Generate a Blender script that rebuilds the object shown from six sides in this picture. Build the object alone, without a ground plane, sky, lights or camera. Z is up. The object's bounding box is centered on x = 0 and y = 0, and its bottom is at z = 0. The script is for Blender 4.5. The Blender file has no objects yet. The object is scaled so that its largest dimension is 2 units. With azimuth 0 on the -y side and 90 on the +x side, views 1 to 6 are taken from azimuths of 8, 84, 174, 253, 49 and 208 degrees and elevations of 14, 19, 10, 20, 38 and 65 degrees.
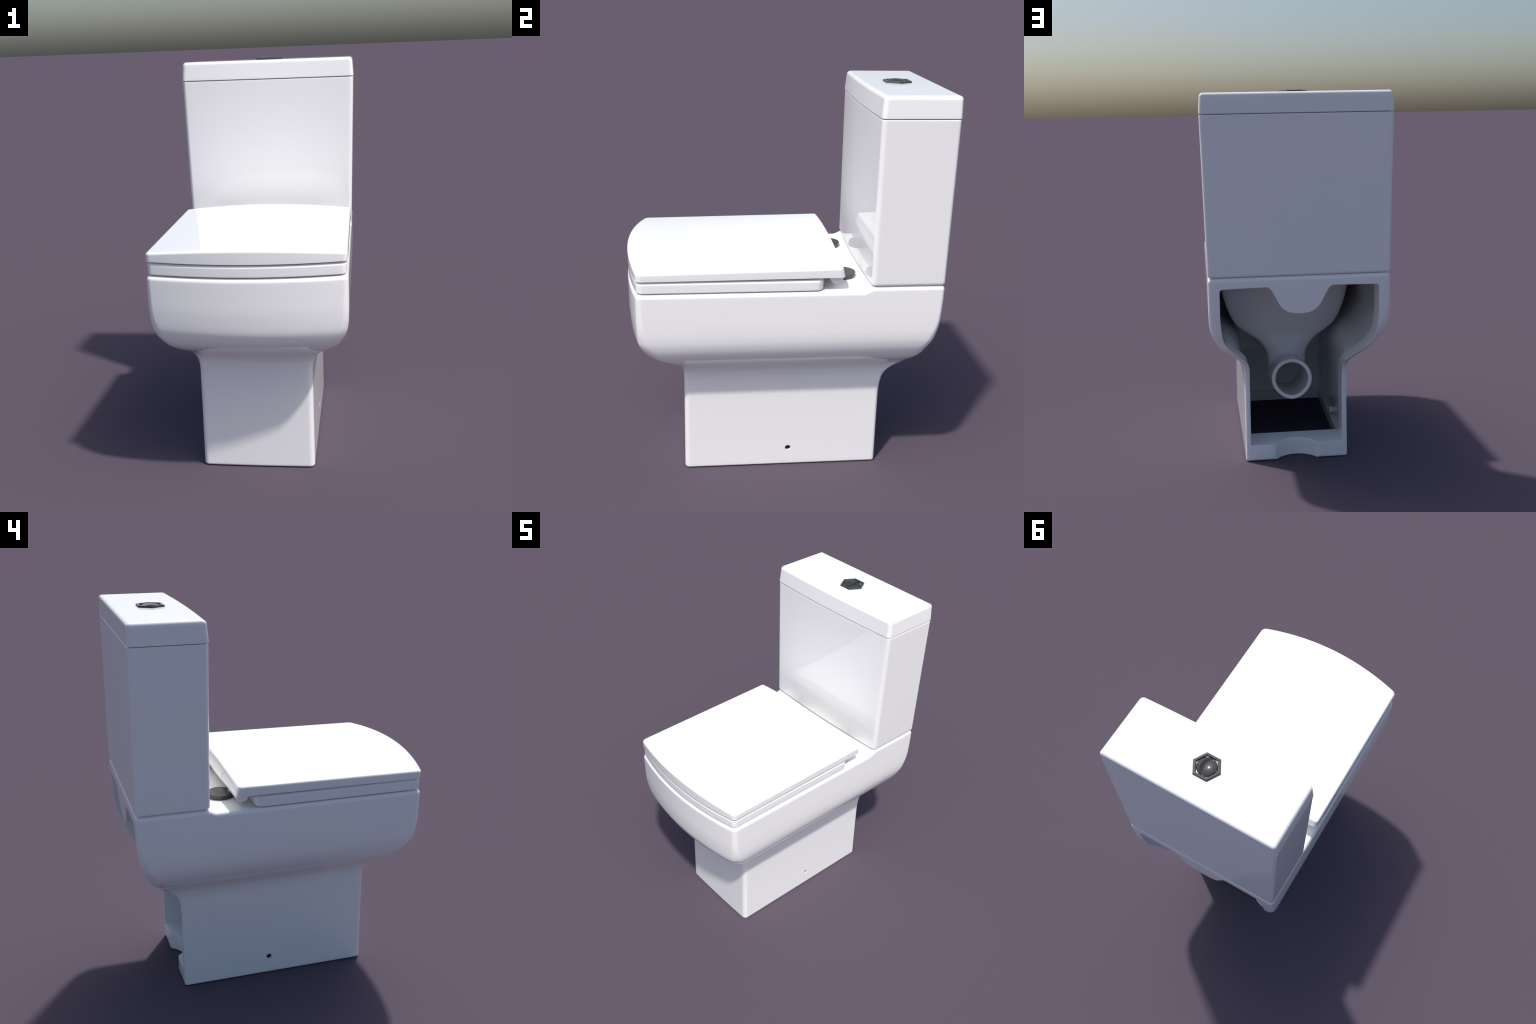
"""Close-coupled square toilet: ceramic pan, cistern with lid, flush button, seat, seat cover, hinges."""
import bpy, bmesh, math
import numpy as np
from mathutils import Vector

scene = bpy.context.scene


# ------------------------------------------------------------------ materials
def principled(name):
    m = bpy.data.materials.new(name)
    m.use_nodes = True
    nt = m.node_tree
    return m, nt, nt.nodes["Principled BSDF"]


def glossy_white(name, base, rough, edge):
    """Plain glazed white: a constant colour with a breath of cloudiness, edges softened by a Bevel node."""
    m, nt, b = principled(name)
    coord = nt.nodes.new("ShaderNodeTexCoord")
    noise = nt.nodes.new("ShaderNodeTexNoise")
    noise.inputs["Scale"].default_value = 3.0
    ramp = nt.nodes.new("ShaderNodeValToRGB")
    ramp.color_ramp.elements[0].color = (base[0] * .992, base[1] * .992, base[2] * .992, 1)
    ramp.color_ramp.elements[1].color = (*base, 1)
    nt.links.new(coord.outputs["Object"], noise.inputs["Vector"])
    nt.links.new(noise.outputs["Fac"], ramp.inputs["Fac"])
    nt.links.new(ramp.outputs["Color"], b.inputs["Base Color"])
    b.inputs["Roughness"].default_value = rough
    b.inputs["IOR"].default_value = 1.5
    if edge:
        bev = nt.nodes.new("ShaderNodeBevel")
        bev.samples = 8
        bev.inputs["Radius"].default_value = edge
        nt.links.new(bev.outputs["Normal"], b.inputs["Normal"])
    return m


def dark_metal(name, base, rough, metal):
    m, nt, b = principled(name)
    coord = nt.nodes.new("ShaderNodeTexCoord")
    noise = nt.nodes.new("ShaderNodeTexNoise")
    noise.inputs["Scale"].default_value = 60.0
    mapr = nt.nodes.new("ShaderNodeMapRange")
    mapr.inputs["To Min"].default_value = rough * .9
    mapr.inputs["To Max"].default_value = rough * 1.1
    nt.links.new(coord.outputs["Object"], noise.inputs["Vector"])
    nt.links.new(noise.outputs["Fac"], mapr.inputs["Value"])
    nt.links.new(mapr.outputs["Result"], b.inputs["Roughness"])
    b.inputs["Base Color"].default_value = (*base, 1)
    b.inputs["Metallic"].default_value = metal
    return m


CERAMIC = glossy_white("white_glazed_ceramic", (.97, .97, .97), .04, .008)
CERAMIC_PLAIN = glossy_white("white_glazed_ceramic_smooth", (.97, .97, .97), .04, 0)
PLASTIC = glossy_white("white_gloss_plastic", (.97, .97, .97), .04, 0)
CHROME = dark_metal("dark_smoked_chrome", (.066, .066, .066), .08, .28)
NEAR_BLACK = dark_metal("near_black_matte", (.004, .004, .006), .8, 0)


# ------------------------------------------------------------------ helpers
root = bpy.data.objects.new("toilet", None)
scene.collection.objects.link(root)
root["label"] = "white square close-coupled toilet with cistern, closed seat"
root["category"] = "toilet"


def add_object(name, bm, mat, parent=root, sharp=40.0, weighted=True):
    me = bpy.data.meshes.new(name)
    bmesh.ops.recalc_face_normals(bm, faces=bm.faces[:])
    bm.to_mesh(me)
    bm.free()
    me.materials.append(mat)
    ob = bpy.data.objects.new(name, me)
    scene.collection.objects.link(ob)
    ob.parent = parent
    finish(ob, sharp, weighted)
    return ob


def finish(ob, sharp=40.0, weighted=True):
    me = ob.data
    me.polygons.foreach_set("use_smooth", [True] * len(me.polygons))
    me.set_sharp_from_angle(angle=math.radians(sharp))
    me.update()
    if weighted:
        md = ob.modifiers.new("even_normals", "WEIGHTED_NORMAL")
        md.mode = "FACE_AREA"
        md.keep_sharp = True


def apply_modifiers(ob):
    deps = bpy.context.evaluated_depsgraph_get()
    me = bpy.data.meshes.new_from_object(ob.evaluated_get(deps))
    old = ob.data
    ob.modifiers.clear()
    ob.data = me
    me.name = ob.name
    bpy.data.meshes.remove(old)


def boolean(ob, cutter_bm, op="DIFFERENCE"):
    me = bpy.data.meshes.new("cutter")
    bmesh.ops.recalc_face_normals(cutter_bm, faces=cutter_bm.faces[:])
    cutter_bm.to_mesh(me)
    cutter_bm.free()
    c = bpy.data.objects.new("cutter", me)
    scene.collection.objects.link(c)
    md = ob.modifiers.new("cut", "BOOLEAN")
    md.operation, md.solver, md.object = op, "EXACT", c
    apply_modifiers(ob)
    bpy.data.objects.remove(c)
    bpy.data.meshes.remove(me)


def smoothstep(a, b, x):
    t = min(1, max(0, (x - a) / (b - a)))
    return t * t * (3 - 2 * t)


def curve(points):
    """Smooth monotone interpolation (z, value) -> value(z)."""
    xs = np.array([p[0] for p in points], float)
    ys = np.array([p[1] for p in points], float)
    order = np.argsort(xs)
    xs, ys = xs[order], ys[order]
    h = np.diff(xs)
    d = np.diff(ys) / h
    m = np.zeros(len(xs))
    m[0], m[-1] = d[0], d[-1]
    for i in range(1, len(xs) - 1):
        if d[i - 1] * d[i] > 0:
            w1, w2 = 2 * h[i] + h[i - 1], h[i] + 2 * h[i - 1]
            m[i] = (w1 + w2) / (w1 / d[i - 1] + w2 / d[i])

    def f(x):
        x = min(max(x, xs[0]), xs[-1])
        i = min(max(int(np.searchsorted(xs, x)) - 1, 0), len(xs) - 2)
        t = (x - xs[i]) / h[i]
        return float((2 * t**3 - 3 * t**2 + 1) * ys[i] + (t**3 - 2 * t**2 + t) * h[i] * m[i]
                     + (-2 * t**3 + 3 * t**2) * ys[i + 1] + (t**3 - t**2) * h[i] * m[i + 1])
    return f


NC, NS = 8, 40            # segments per rounded corner, along a side


def outline(w, yf, yb, bow_f=0.0, bow_b=0.0, rf=.03, rb=.03, n_bow=14, fine=None):
    """Right half then left half of a rounded rectangle, front edge bowed to -y, back edge bowed to +y.
    w: half width; yf, yb: y of the (virtual) corners. Starts at the front centre, runs over the right side
    to the back centre and home on the left. Mirrored pairs share their y."""
    def bowed(y0, bow, x):
        return y0 + bow * (1 - (x / w) ** 2)
    right = []
    xe = w - rf
    # front edge from the centre to the corner start
    for i in range(n_bow):
        x = xe * i / n_bow
        right.append((x, bowed(yf, -bow_f, x)))
    # front corner: from the bowed edge into the side with a quadratic blend of tangents
    slope = 2 * bow_f * xe / w**2
    p0 = Vector((xe, bowed(yf, -bow_f, xe)))
    corner = Vector((w, p0.y + slope * rf))
    p2 = Vector((w, corner.y + rf))
    k = .5523
    for i in range(NC + 1):
        t = i / NC
        a = p0.lerp(corner, k) if True else corner
        b = p2.lerp(corner, k)
        p = ((1 - t)**3) * p0 + 3 * t * (1 - t)**2 * a + 3 * t * t * (1 - t) * b + t**3 * p2
        right.append((p.x, p.y))
    y_start = p2.y
    xe = w - rb
    slope = 2 * bow_b * xe / w**2
    q2 = Vector((xe, bowed(yb, bow_b, xe)))
    cornb = Vector((w, q2.y - slope * rb))
    q0 = Vector((w, cornb.y - rb))
    along = [i / NS for i in range(1, NS)]
    if fine:                          # extra points over a stretch given as fractions of the side
        along = sorted([f for f in along if not fine[0] < f < fine[1]] + list(np.linspace(*fine)))
    for f in along:
        right.append((w, y_start + (q0.y - y_start) * f))
    for i in range(NC + 1):
        t = i / NC
        a, b = q0.lerp(cornb, k), q2.lerp(cornb, k)
        p = ((1 - t)**3) * q0 + 3 * t * (1 - t)**2 * a + 3 * t * t * (1 - t) * b + t**3 * q2
        right.append((p.x, p.y))
    for i in range(1, n_bow + 1):
        x = xe * (1 - i / n_bow)
        right.append((x, bowed(yb, bow_b, x)))
    left = [(-x, y) for x, y in right[-2:0:-1]]
    return right + left


def loft(bm, rings):
    """Rings of equal length (lists of xyz) -> quads; returns bmesh vertex rings."""
    vr = [[bm.verts.new(p) for p in r] for r in rings]
    n = len(vr[0])
    for a, b in zip(vr, vr[1:]):
        for i in range(n):
            j = (i + 1) % n
            bm.faces.new((a[i], a[j], b[j], b[i]))
    return vr


def ladder_cap(bm, ring, cols=1, height=None):
    """Close a mirror-symmetric ring (front centre, right ..., back centre, left ...) with rungs of equal y."""
    n = len(ring)
    half = n // 2
    rows = []
    for i in range(1, half):
        r, l = ring[i], ring[n - i]
        row = [r]
        for c in range(1, cols):
            p = r.co.lerp(l.co, c / cols)
            if height:
                p.z = height(p.x, p.y)
            row.append(bm.verts.new(p))
        row.append(l)
        rows.append(row)
    for i in range(cols):
        bm.faces.new((ring[0], rows[0][i], rows[0][i + 1]))
        bm.faces.new((ring[half], rows[-1][i + 1], rows[-1][i]))
    for a, b in zip(rows, rows[1:]):
        for i in range(cols):
            bm.faces.new((a[i], b[i], b[i + 1], a[i + 1]))


def rounding(r, n=6, top=True):
    """(inset, drop) pairs that round an edge of radius r; ends with a hair-wide support ring."""
    out = []
    for i in range(n + 1):
        a = math.pi / 2 * i / n
        out.append((r * (1 - math.cos(a)), r * (1 - math.sin(a))))
    out.append((r + .004, 0.0))
    return out


def cylinder(bm, p0, p1, r, seg=48, r2=None):
    p0, p1 = Vector(p0), Vector(p1)
    ax = (p1 - p0).normalized()
    u = ax.orthogonal().normalized()
    v = ax.cross(u)
    rings = []
    for p, rr in ((p0, r), (p1, r if r2 is None else r2)):
        rings.append([p + rr * (math.cos(math.tau * i / seg) * u + math.sin(math.tau * i / seg) * v) for i in range(seg)])
    vr = loft(bm, rings)
    bm.faces.new(vr[0][::-1])
    bm.faces.new(vr[1])


def lathe(bm, profile, centre, seg=64, axis="Z"):
    """profile: (radius, height) from the bottom centre out and up to the top centre; radius 0 ends are poles."""
    c = Vector(centre)
    def place(r, h, a):
        if axis == "Z":
            return c + Vector((r * math.cos(a), r * math.sin(a), h))
        return c + Vector((h, r * math.cos(a), r * math.sin(a)))
    rings = [[place(r, h, math.tau * i / seg) for i in range(seg)] for r, h in profile if r > 0]
    vr = loft(bm, rings)
    for end, ring in ((profile[0], vr[0]), (profile[-1], vr[-1])):
        if end[0] == 0:
            pole = bm.verts.new(place(0, end[1], 0))
            for i in range(seg):
                bm.faces.new((ring[i], ring[(i + 1) % seg], pole))
        else:
            bm.faces.new(ring)


def prism(bm, poly, y0, y1):
    """Polygon in (x, z) extruded along y."""
    vr = loft(bm, [[(x, y0, z) for x, z in poly], [(x, y1, z) for x, z in poly]])
    bm.faces.new(vr[0][::-1])
    bm.faces.new(vr[1])


# ------------------------------------------------------------------ the ceramic pan
# outer shell, read as four profiles over the height: half width, front corner, back corner, front bow
half_width = curve([(0, .2815), (.3, .2802), (.52, .2800), (.55, .284), (.57, .289), (.59, .299), (.61, .317), (.63, .341), (.65, .367), (.67, .391),
                    (.70, .417), (.73, .435), (.76, .448), (.80, .458), (.85, .4625), (.92, .4637), (1.06, .4632), (1.2, .4632)])
front_y = curve([(0, -.4965), (.3, -.4945), (.52, -.4935), (.565, -.496), (.59, -.506), (.61, -.520), (.63, -.543), (.65, -.574),
                 (.67, -.608), (.70, -.648), (.73, -.673), (.76, -.688), (.80, -.700), (.85, -.7045), (.92, -.7075), (1.06, -.708), (1.2, -.708)])
back_y = curve([(0, .517), (.40, .519), (.46, .523), (.50, .531), (.54, .556), (.57, .592), (.60, .640), (.63, .671), (.67, .699),
                (.72, .720), (.79, .746), (.87, .759), (.95, .765), (1.06, .7685), (1.2, .7685)])
front_bow = curve([(0, .004), (.52, .004), (.59, .010), (.65, .038), (.72, .054), (.80, .062), (.9, .064), (1.2, .064)])
corner_r = curve([(0, .026), (.5, .027), (.58, .034), (.64, .066), (.72, .066), (.80, .048), (.88, .032), (1.06, .026), (1.2, .026)])

back_r = curve([(0, .016), (.5, .020), (.58, .034), (.64, .062), (.72, .062), (.80, .044), (.90, .022), (1.06, .018), (1.2, .018)])
DECK, DECK_BACK = 1.0585, 1.0775


def deck_height(y):
    return DECK + (DECK_BACK - DECK) * smoothstep(.370, .427, y)


def pan_ring(z, inset=0.0, back_inset=None, front_inset=None, r=None):
    bi = inset if back_inset is None else back_inset
    fi = inset if front_inset is None else front_inset
    rr = max(.006, corner_r(z) - inset) if r is None else r
    return outline(half_width(z) - inset, front_y(z) + fi, back_y(z) - bi, front_bow(z), 0.0, rr, max(.005, back_r(z) - inset) if r is None else r, fine=(.735, .785, 18))


bm = bmesh.new()
rings = []
for ins, up in ((.016, 0.0), (.012, .0), (.0074, .0009), (.0035, .0035), (.0009, .0074), (0, .012)):
    rings.append([(x, y, up) for x, y in pan_ring(0, ins)])
for z in list(np.linspace(.03, .5, 14)) + list(np.linspace(.51, .92, 42)) + list(np.linspace(.94, 1.02, 5)):
    rings.append([(x, y, z) for x, y in pan_ring(z)])
RIM_R = .021
for ins, drop in rounding(RIM_R, 7):
    rings.append([(x, y, deck_height(y) - drop) for x, y in pan_ring(DECK - drop, ins)])
vr = loft(bm, rings)
bm.faces.new(vr[0][::-1])
ladder_cap(bm, vr[-1])
pan = add_object("toilet_pan", bm, CERAMIC, weighted=False)

# hollow: the shell itself is thin, its rear edge is a deep frame, its foot a flange
FRAME, WALL = .122, .003
bm = bmesh.new()
rings = []
BAR = .104          # inner crest of the rear foot bar; its top falls to the outside
zs = [.060, BAR - .001, BAR + .0005] + list(np.linspace(.12, .5, 8)) + list(np.linspace(.52, .92, 26)) + [.96, 1.0, 1.030, 1.034]
for z in zs:
    rings.append([(x, y, z) for x, y in pan_ring(z, WALL, FRAME if z > BAR else back_y(z) - .371, WALL + .002)])
vr = loft(bm, rings)
bm.faces.new(vr[0][::-1])
bm.faces.new(vr[-1])
boolean(pan, bm)
# open floor inside the flange
bm = bmesh.new()
floor = outline(.2575, -.463, .371, 0, 0, .022, .008)
vr = loft(bm, [[(x, y, -.02) for x, y in floor], [(x, y, .0605) for x, y in floor]])
bm.faces.new(vr[0][::-1])
bm.faces.new(vr[-1])
boolean(pan, bm)
# rear opening: offset of the outer silhouette, with a rounded tongue hanging from the top
side = []
for z in np.linspace(.30, .90, 61):
    dz = .004
    t = Vector((half_width(z + dz) - half_width(z - dz), 2 * dz)).normalized()
    off = .0295 + .0290 * smoothstep(.58, .82, z)
    side.append((half_width(z) - t.y * off, z + t.x * off))
side = [p for i, p in enumerate(side) if i == 0 or p[1] > side[i - 1][1]]
half = [(.2515, BAR)] + side + [(.4045, .93), (.4045, 1.006), (.4005, 1.0165), (.390, 1.0210), (.300, 1.0230), (.176, 1.0250),
                               (.163, 1.0230), (.152, 1.016), (.142, 1.003), (.125, .970), (.108, .936), (.092, .914),
                               (.072, .898), (.050, .888), (.025, .883)]
poly = half + [(0, .882)] + [(-x, z) for x, z in half[::-1]]
bm = bmesh.new()
prism(bm, poly, .30, .95)
boolean(pan, bm)
bm = bmesh.new()
slope = [(.60, .084), (.370, BAR - .001), (.370, .13), (.60, .13)]
vr = loft(bm, [[(x, y, z) for y, z in slope] for x in (-.2514, .2514)])
bm.faces.new(vr[0][::-1])
bm.faces.new(vr[-1])
boolean(pan, bm)
# waste-pipe recess in the rear foot bar
bm = bmesh.new()
bell = []
for x in np.linspace(-.150, .150, 61):
    u = abs(x)
    # round bottom, flowing into the bar's face through soft shoulders
    dip = .0715 * (1 - (u / .100) ** 2 * .62) if u < .085 else 0
    if u >= .085:
        edge, slope = .0715 * (1 - .7225 * .62), -.0715 * .62 * 2 * .085 / .01
        t = min(1, (u - .085) / .041)
        dip = edge * (1 - t) ** 2 * (1 + 2 * t) + slope * .041 * t * (1 - t) ** 2
    bell.append((x, .5185 - dip if u < .126 else .5205))
plan = [(-.150, .60)] + bell + [(.150, .60)]
vr = loft(bm, [[(x, y, -.02) for x, y in plan], [(x, y, BAR + .006) for x, y in plan]])
bm.faces.new(vr[0][::-1])
bm.faces.new(vr[-1])
boolean(pan, bm)
# floor fixing holes with a short boss inside each wall
HOLE_Y, HOLE_Z = .046, .101
for s in (-1, 1):
    bm = bmesh.new()
    cylinder(bm, (s * .276, HOLE_Y, HOLE_Z), (s * .252, HOLE_Y, HOLE_Z), .0172, 32)
    boolean(pan, bm, "UNION")
    bm = bmesh.new()
    cylinder(bm, (s * .30, HOLE_Y, HOLE_Z), (s * .2685, HOLE_Y, HOLE_Z), .0150, 32)
    boolean(pan, bm)
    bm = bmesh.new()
    cylinder(bm, (s * .2694, HOLE_Y, HOLE_Z), (s * .262, HOLE_Y, HOLE_Z), .0156, 32)  # near-black disc closing the hole a little way in
    add_object("near_black_hole_disc", bm, NEAR_BLACK, pan, 40, False)
# mouth of the bowl under the seat
bm = bmesh.new()
mouth = [(.275 * math.cos(a), -.245 + .345 * math.sin(a)) for a in np.linspace(0, math.tau, 64, endpoint=False)]
vr = loft(bm, [[(x, y, z) for x, y in mouth] for z in (1.0, 1.12)])
bm.faces.new(vr[0][::-1])
bm.faces.new(vr[1])
boolean(pan, bm)
finish(pan, 38, True)
# only the cut edges of the hollow need shader rounding; the moulded outside is round already
pan.data.materials.append(CERAMIC_PLAIN)
for f in pan.data.polygons:
    c = f.center
    if c.y < .25 or abs(c.x) > half_width(c.z) - .006:
        f.material_index = 1

# ------------------------------------------------------------------ bowl funnel and outlet, seen through the rear opening
# (z, half width, half depth, centre y)
funnel_a = curve([(.29, .070), (.40, .113), (.458, .115), (.49, .128), (.524, .150), (.56, .185), (.60, .245), (.648, .298), (.70, .328), (.78, .357), (.857, .375), (.95, .381), (1.04, .383)])
funnel_back = curve([(.29, .080), (.40, .10), (.458, .09), (.524, .080), (.60, .062), (.70, .080), (.857, .112), (1.04, .135)])
funnel_front = curve([(.29, .080), (.40, .13), (.458, .13), (.524, .18), (.60, .28), (.648, .37), (.70, .46), (.78, .53), (.857, .57), (1.04, .59)])
funnel_c = curve([(.29, .03), (.40, .03), (.50, .005), (.60, 0), (1.04, 0)])


def funnel_ring(z, shrink=0.0, seg=96):
    """Egg: blunt at the back, long towards the front."""
    a, bb, bf, c = funnel_a(z) - shrink, funnel_back(z) - shrink, funnel_front(z) - shrink, funnel_c(z)
    out = []
    for t in np.linspace(0, math.tau, seg, endpoint=False):
        co, si = math.cos(t), math.sin(t)
        out.append((a * math.copysign(abs(co) ** .92, co), c + (bb * abs(si) ** .92 if si > 0 else -bf * abs(si) ** .95), z))
    return out


def outlet_ring(y, r, seg=64):
    """Slightly slumped circle: the lower quarters are flattened."""
    out = []
    for i in range(seg):
        t = math.tau * i / seg
        s = 1.0
        if math.sin(t) < 0:
            s = 1 - .035 * math.sin(2 * t) ** 2
        dy, dz = y - PIPE_END, r * s * math.sin(t)
        c, si = math.cos(PIPE_TILT), math.sin(PIPE_TILT)
        out.append((r * s * math.cos(t), PIPE_END + dy * c - dz * si, PIPE_Z + dy * si + dz * c))
    return out


PIPE_Z, PIPE_END, PIPE_R, PIPE_TILT = .3965, .322, .1150, math.radians(9)
bm = bmesh.new()
vr = loft(bm, [funnel_ring(z) for z in np.linspace(.29, 1.03, 48)])
bm.faces.new(vr[0][::-1])
bm.faces.new(vr[-1])
bowl = add_object("bowl", bm, CERAMIC_PLAIN, pan, weighted=False)
bm = bmesh.new()
rings = [[(x, y, z) for x, y, z in funnel_ring(zz, .028)] for zz in np.linspace(.42, 1.02, 30)]
vr = loft(bm, rings)
bm.faces.new(vr[0][::-1])
bm.faces.new(vr[-1])
# keep the bowl's mouth as wide as the hole in the deck
boolean(bowl, bm)
bm = bmesh.new()
c, si = math.cos(PIPE_TILT), math.sin(PIPE_TILT)
cylinder(bm, (0, PIPE_END - .62 * c, PIPE_Z - .62 * si), (0, PIPE_END + .02 * c, PIPE_Z + .02 * si), PIPE_R - .016, 64)
boolean(bowl, bm)
finish(bowl, 50, False)

bm = bmesh.new()
rings = [outlet_ring(y, PIPE_R) for y in np.linspace(-.11, PIPE_END - .004, 12)]
rings += [outlet_ring(PIPE_END, PIPE_R - .004)]
rings += [outlet_ring(PIPE_END, PIPE_R - .0180), outlet_ring(PIPE_END - .004, PIPE_R - .022)]
rings += [outlet_ring(y, PIPE_R - .022) for y in np.linspace(PIPE_END - .03, -.11, 10)]
vr = loft(bm, rings)
n = len(vr[0])
for i in range(n):                    # open tube: join bore and outside at the far end
    j = (i + 1) % n
    bm.faces.new((vr[-1][i], vr[-1][j], vr[0][j], vr[0][i]))
add_object("outlet_pipe", bm, CERAMIC_PLAIN, pan, 50)

# ------------------------------------------------------------------ cistern
CB, CT = 1.0805, 1.8815
cist_w = curve([(CB, .4625), (CT, .4785)])
cist_f = curve([(CB, .4085), (CT, .4090)])
cist_b = curve([(CB, .7675), (CT, .7715)])
cist_bow = curve([(CB, .012), (CT, .014)])


def cistern_ring(z, inset=0.0):
    return outline(cist_w(z) - inset, cist_f(z) + inset, cist_b(z) - inset, cist_bow(z), 0, max(.006, .022 - inset), max(.006, .016 - inset))


bm = bmesh.new()
rings = [[(x, y, 1.070) for x, y in cistern_ring(CB, .022)], [(x, y, CB) for x, y in cistern_ring(CB, .022)]]
for ins, drop in rounding(.014, 5)[-1::-1]:
    rings.append([(x, y, CB + drop) for x, y in cistern_ring(CB + drop, ins)])
for z in np.linspace(CB + .03, CT - .02, 14):
    rings.append([(x, y, z) for x, y in cistern_ring(z)])
for ins, drop in rounding(.006, 4):
    rings.append([(x, y, CT - drop) for x, y in cistern_ring(CT - drop, ins)])
rings.append([(x, y, CT) for x, y in cistern_ring(CT, .018)])
rings.append([(x, y, CT + .012) for x, y in cistern_ring(CT, .018)])
vr = loft(bm, rings)
ladder_cap(bm, vr[-1])
ladder_cap(bm, vr[0])
cistern = add_object("cistern", bm, CERAMIC_PLAIN)

LB, LT = 1.8845, 1.9860
clid_w = curve([(LB, .4800), (LT, .4730)])
clid_f = curve([(LB, .4065), (LT, .4150)])
clid_b = curve([(LB, .7730), (LT, .7725)])
clid_bow = curve([(LB, .014), (LT, .011)])


def clid_ring(z, inset=0.0):
    return outline(clid_w(z) - inset, clid_f(z) + inset, clid_b(z) - inset, clid_bow(z), 0, max(.006, .022 - inset), max(.006, .016 - inset))


bm = bmesh.new()
rings = [[(x, y, LB) for x, y in clid_ring(LB, .012)], [(x, y, LB) for x, y in clid_ring(LB, .003)], [(x, y, LB + .001) for x, y in clid_ring(LB, .001)]]
for z in np.linspace(LB + .003, LT - .024, 6):
    rings.append([(x, y, z) for x, y in clid_ring(z)])
for ins, drop in rounding(.018, 8):
    rings.append([(x, y, LT - drop) for x, y in clid_ring(LT - drop, ins)])
vr = loft(bm, rings)
ladder_cap(bm, vr[-1])
ladder_cap(bm, vr[0])
cistern_lid = add_object("cistern_lid", bm, CERAMIC_PLAIN)

# ------------------------------------------------------------------ dual flush button
BX, BY = 0.0, .581
bm = bmesh.new()
prof = [(.0755, LT - .006), (.0755, LT + .002), (.0720, LT + .0085), (.0708, LT + .0095), (.0605, LT + .0095), (.0580, LT + .0070), (.0560, LT - .004)]
rings = []
for r, z in prof:
    rings.append([(BX + r * math.cos(math.tau * i / 6), BY + r * math.sin(math.tau * i / 6), z) for i in range(6)])
vr = loft(bm, rings)
a, b = vr[-1], vr[0]
for i in range(6):
    j = (i + 1) % 6
    bm.faces.new((a[i], a[j], b[j], b[i]))
button = add_object("flush_button_surround", bm, CHROME, cistern_lid, 15, False)

BR, BASE, TOP = .0495, LT - .002, 2.0


def divide(y):
    return .010 - .018 * (y / BR) ** 2


def button_height(x, y, half_side):
    """Lens-shaped main button sloping away from its own crest; the crescent beside it rises to a sharp ridge."""
    dx, dy = x - BX, y - BY
    if half_side < 0:
        return TOP - 4.2 * (dx + .025) ** 2 - 4.0 * dy**2
    e, d = math.sqrt(max(1e-9, BR * BR - dy * dy)), divide(dy)
    t = min(1, max(0, (dx - d) / max(1e-4, e - d)))
    rise = (t / .5) ** 1.5 if t < .5 else 1 - .95 * ((t - .5) / .5) ** 1.15
    return LT + .001 + (.0035 + .0075 * rise) * max(0, 1 - (dy / BR) ** 2) ** .6


for half_side, nm in ((-1, "full_flush_button"), (1, "half_flush_button")):
    bm = bmesh.new()
    rows = []
    ny, nx = 40, 24
    for j in range(ny + 1):
        y = BR * math.sin(math.pi / 2 * (2 * j / ny - 1) * .985)
        e = math.sqrt(BR * BR - y * y)
        d = min(max(divide(y) + .0006 * half_side, -e), e)
        x0, x1 = (-e, d) if half_side < 0 else (d, e)
        rows.append([(BX + x0 + (x1 - x0) * (.5 - .5 * math.cos(math.pi * i / nx)), BY + y) for i in range(nx + 1)])
    top = [[bm.verts.new((x, y, button_height(x, y, half_side))) for x, y in r] for r in rows]
    for r, s in zip(top, top[1:]):
        for i in range(nx):
            bm.faces.new((r[i], r[i + 1], s[i + 1], s[i]))
    border = top[0] + [r[-1] for r in top[1:-1]] + top[-1][::-1] + [r[0] for r in top[-2:0:-1]]
    low = [bm.verts.new((v.co.x, v.co.y, BASE)) for v in border]
    n = len(border)
    for i in range(n):
        j = (i + 1) % n
        bm.faces.new((border[i], border[j], low[j], low[i]))
    bm.faces.new(low)
    bmesh.ops.remove_doubles(bm, verts=bm.verts[:], dist=1e-6)
    add_object(nm, bm, CHROME, cistern_lid, 40, False)

# ------------------------------------------------------------------ seat ring
SB, ST = 1.0640, 1.1190


def seat_ring(inset=0.0):
    return outline(.4560 - inset, -.7030 + inset, .181 - inset, .064, 0.0, max(.008, .026 - inset), max(.006, .034 - inset))


bm = bmesh.new()
rings = []
for ins, drop in rounding(.005, 4)[-1::-1]:
    rings.append([(x, y, SB + drop) for x, y in seat_ring(ins)])
for ins, drop in rounding(.015, 6):
    rings.append([(x, y, ST - drop) for x, y in seat_ring(ins)])
# rear lower edge is rolled more than the rest
rings = [[(x, y - (.004 * (1 - smoothstep(SB, SB + .016, z)) * smoothstep(.12, .17, y)), z) for x, y, z in r] for r in rings]
n = len(rings[0])


def opening_ring(z, grow=0.0):
    """Oval hole sampled at the same angles as the outline, so that the ring can be lofted straight through."""
    out = []
    cx, cy = 0.0, -.255
    for x, y, _ in rings[-1]:
        a = math.atan2((y - cy) / .36, (x - cx) / .26)
        out.append(((.235 + grow) * math.cos(a), cy + (.315 + grow) * math.sin(a), z))
    return out


rings.append(opening_ring(ST, .014))
rings.append(opening_ring(ST - .006, .003))
rings.append(opening_ring(ST - .02, 0))
rings.append(opening_ring(SB + .006, .004))
rings.append(opening_ring(SB, .014))
vr = loft(bm, rings)
a, b = vr[-1], vr[0]
for i in range(n):
    j = (i + 1) % n
    bm.faces.new((a[i], a[j], b[j], b[i]))
seat = add_object("seat", bm, PLASTIC)

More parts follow.
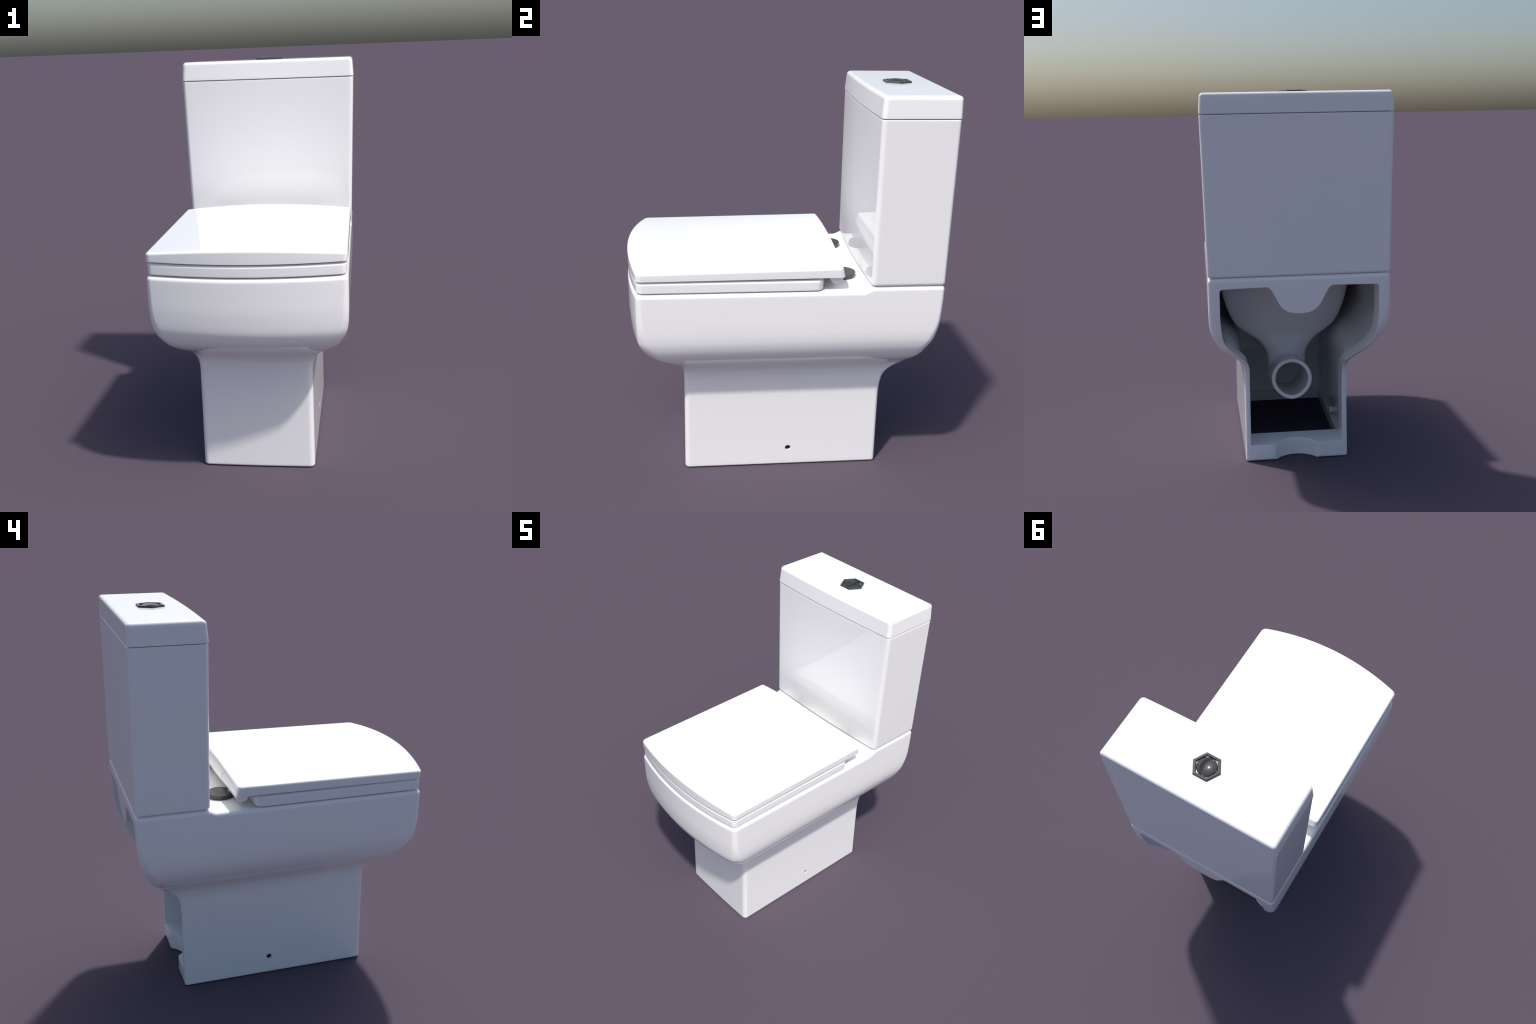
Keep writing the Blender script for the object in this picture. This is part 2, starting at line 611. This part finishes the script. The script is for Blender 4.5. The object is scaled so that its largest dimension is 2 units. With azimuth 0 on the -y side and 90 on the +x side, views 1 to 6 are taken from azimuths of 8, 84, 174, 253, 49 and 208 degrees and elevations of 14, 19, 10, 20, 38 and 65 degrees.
# ------------------------------------------------------------------ seat cover (crowned lid)
def cover_top(x, y):
    along = 1.1660 + .0128 * (y + .70) / .96
    return along + .0248 * (1 - (x / .455) ** 2)


def cover_bottom(y):
    return 1.1240 + .0045 * (y + .70) / .96


def cover_ring(inset=0.0):
    return outline(.4605 - inset, -.7060 + inset, .2800 - inset, .064, .0, max(.008, .024 - inset), max(.008, .020 - inset))


bm = bmesh.new()
rings = []
for ins, drop in rounding(.003, 2)[-1::-1]:
    rings.append([(x, y, cover_bottom(y) + drop) for x, y in cover_ring(ins)])
for ins, drop in rounding(.012, 6):
    rings.append([(x, y, cover_top(x, y) - drop) for x, y in cover_ring(ins)])
# the back face leans forward towards the top
rings = [[(x, y - (.009 * smoothstep(0, 1, (z - cover_bottom(y)) / .045) if y > .2 else 0), z) for x, y, z in r] for r in rings]
vr = loft(bm, rings)
ladder_cap(bm, vr[-1], 24, cover_top)
ladder_cap(bm, vr[0])
cover = add_object("seat_cover", bm, PLASTIC)

# the cover is hollowed along its back edge to seat the hinge roll, leaving a thin lip above and full-height tabs at the ends
bm = bmesh.new()
rows = []
for x in np.linspace(-.376, .376, 25):
    hi = cover_top(x, .27) - .0165
    rows.append([(x, .300, 1.10), (x, .300, hi), (x, .218, hi), (x, .204, 1.14), (x, .200, 1.10)])
vr = loft(bm, rows)
bm.faces.new(vr[0][::-1])
bm.faces.new(vr[-1])
boolean(cover, bm)
finish(cover, 35, True)

# ------------------------------------------------------------------ hinge roll under the back edge of the cover
HY, HZ, HR = .2425, 1.1235, .0350


def roll(name, x0, x1, r, parent):
    bm = bmesh.new()
    e = .003
    lathe(bm, [(0, x0), (r - e - .004, x0), (r - e, x0), (r - .0008, x0 + .0009), (r, x0 + e), (r, x1 - e), (r - .0008, x1 - .0009), (r - e, x1), (r - e - .004, x1), (0, x1)],
          (0, HY, HZ), 40, "X")
    return add_object(name, bm, PLASTIC, parent, 50)


roll("hinge_barrel", -.1610, .1610, HR, seat)
for s in (-1, 1):
    roll("cover_knuckle", min(s * .3755, s * .432), max(s * .3755, s * .432), HR - .0015, cover)
    hinge = roll("hinge_post", min(s * .1625, s * .3740), max(s * .1625, s * .3740), HR - .0012, seat)
    # short pin standing in the cap
    bm = bmesh.new()
    cylinder(bm, (s * .240, .252, DECK + .019), (s * .240, .252, HZ - .020), .010, 24)
    add_object("hinge_pin", bm, PLASTIC, seat, 30)
    # chrome cap on the deck around each post
    bm = bmesh.new()
    lathe(bm, [(0, DECK - .002), (.060, DECK - .002), (.0655, DECK - .002), (.0675, DECK + .001), (.0675, DECK + .0205), (.0665, DECK + .022), (.062, DECK + .022), (0, DECK + .022)],
          (s * .237, .302, 0), 72)
    add_object("hinge_cap", bm, CHROME, root, 40)
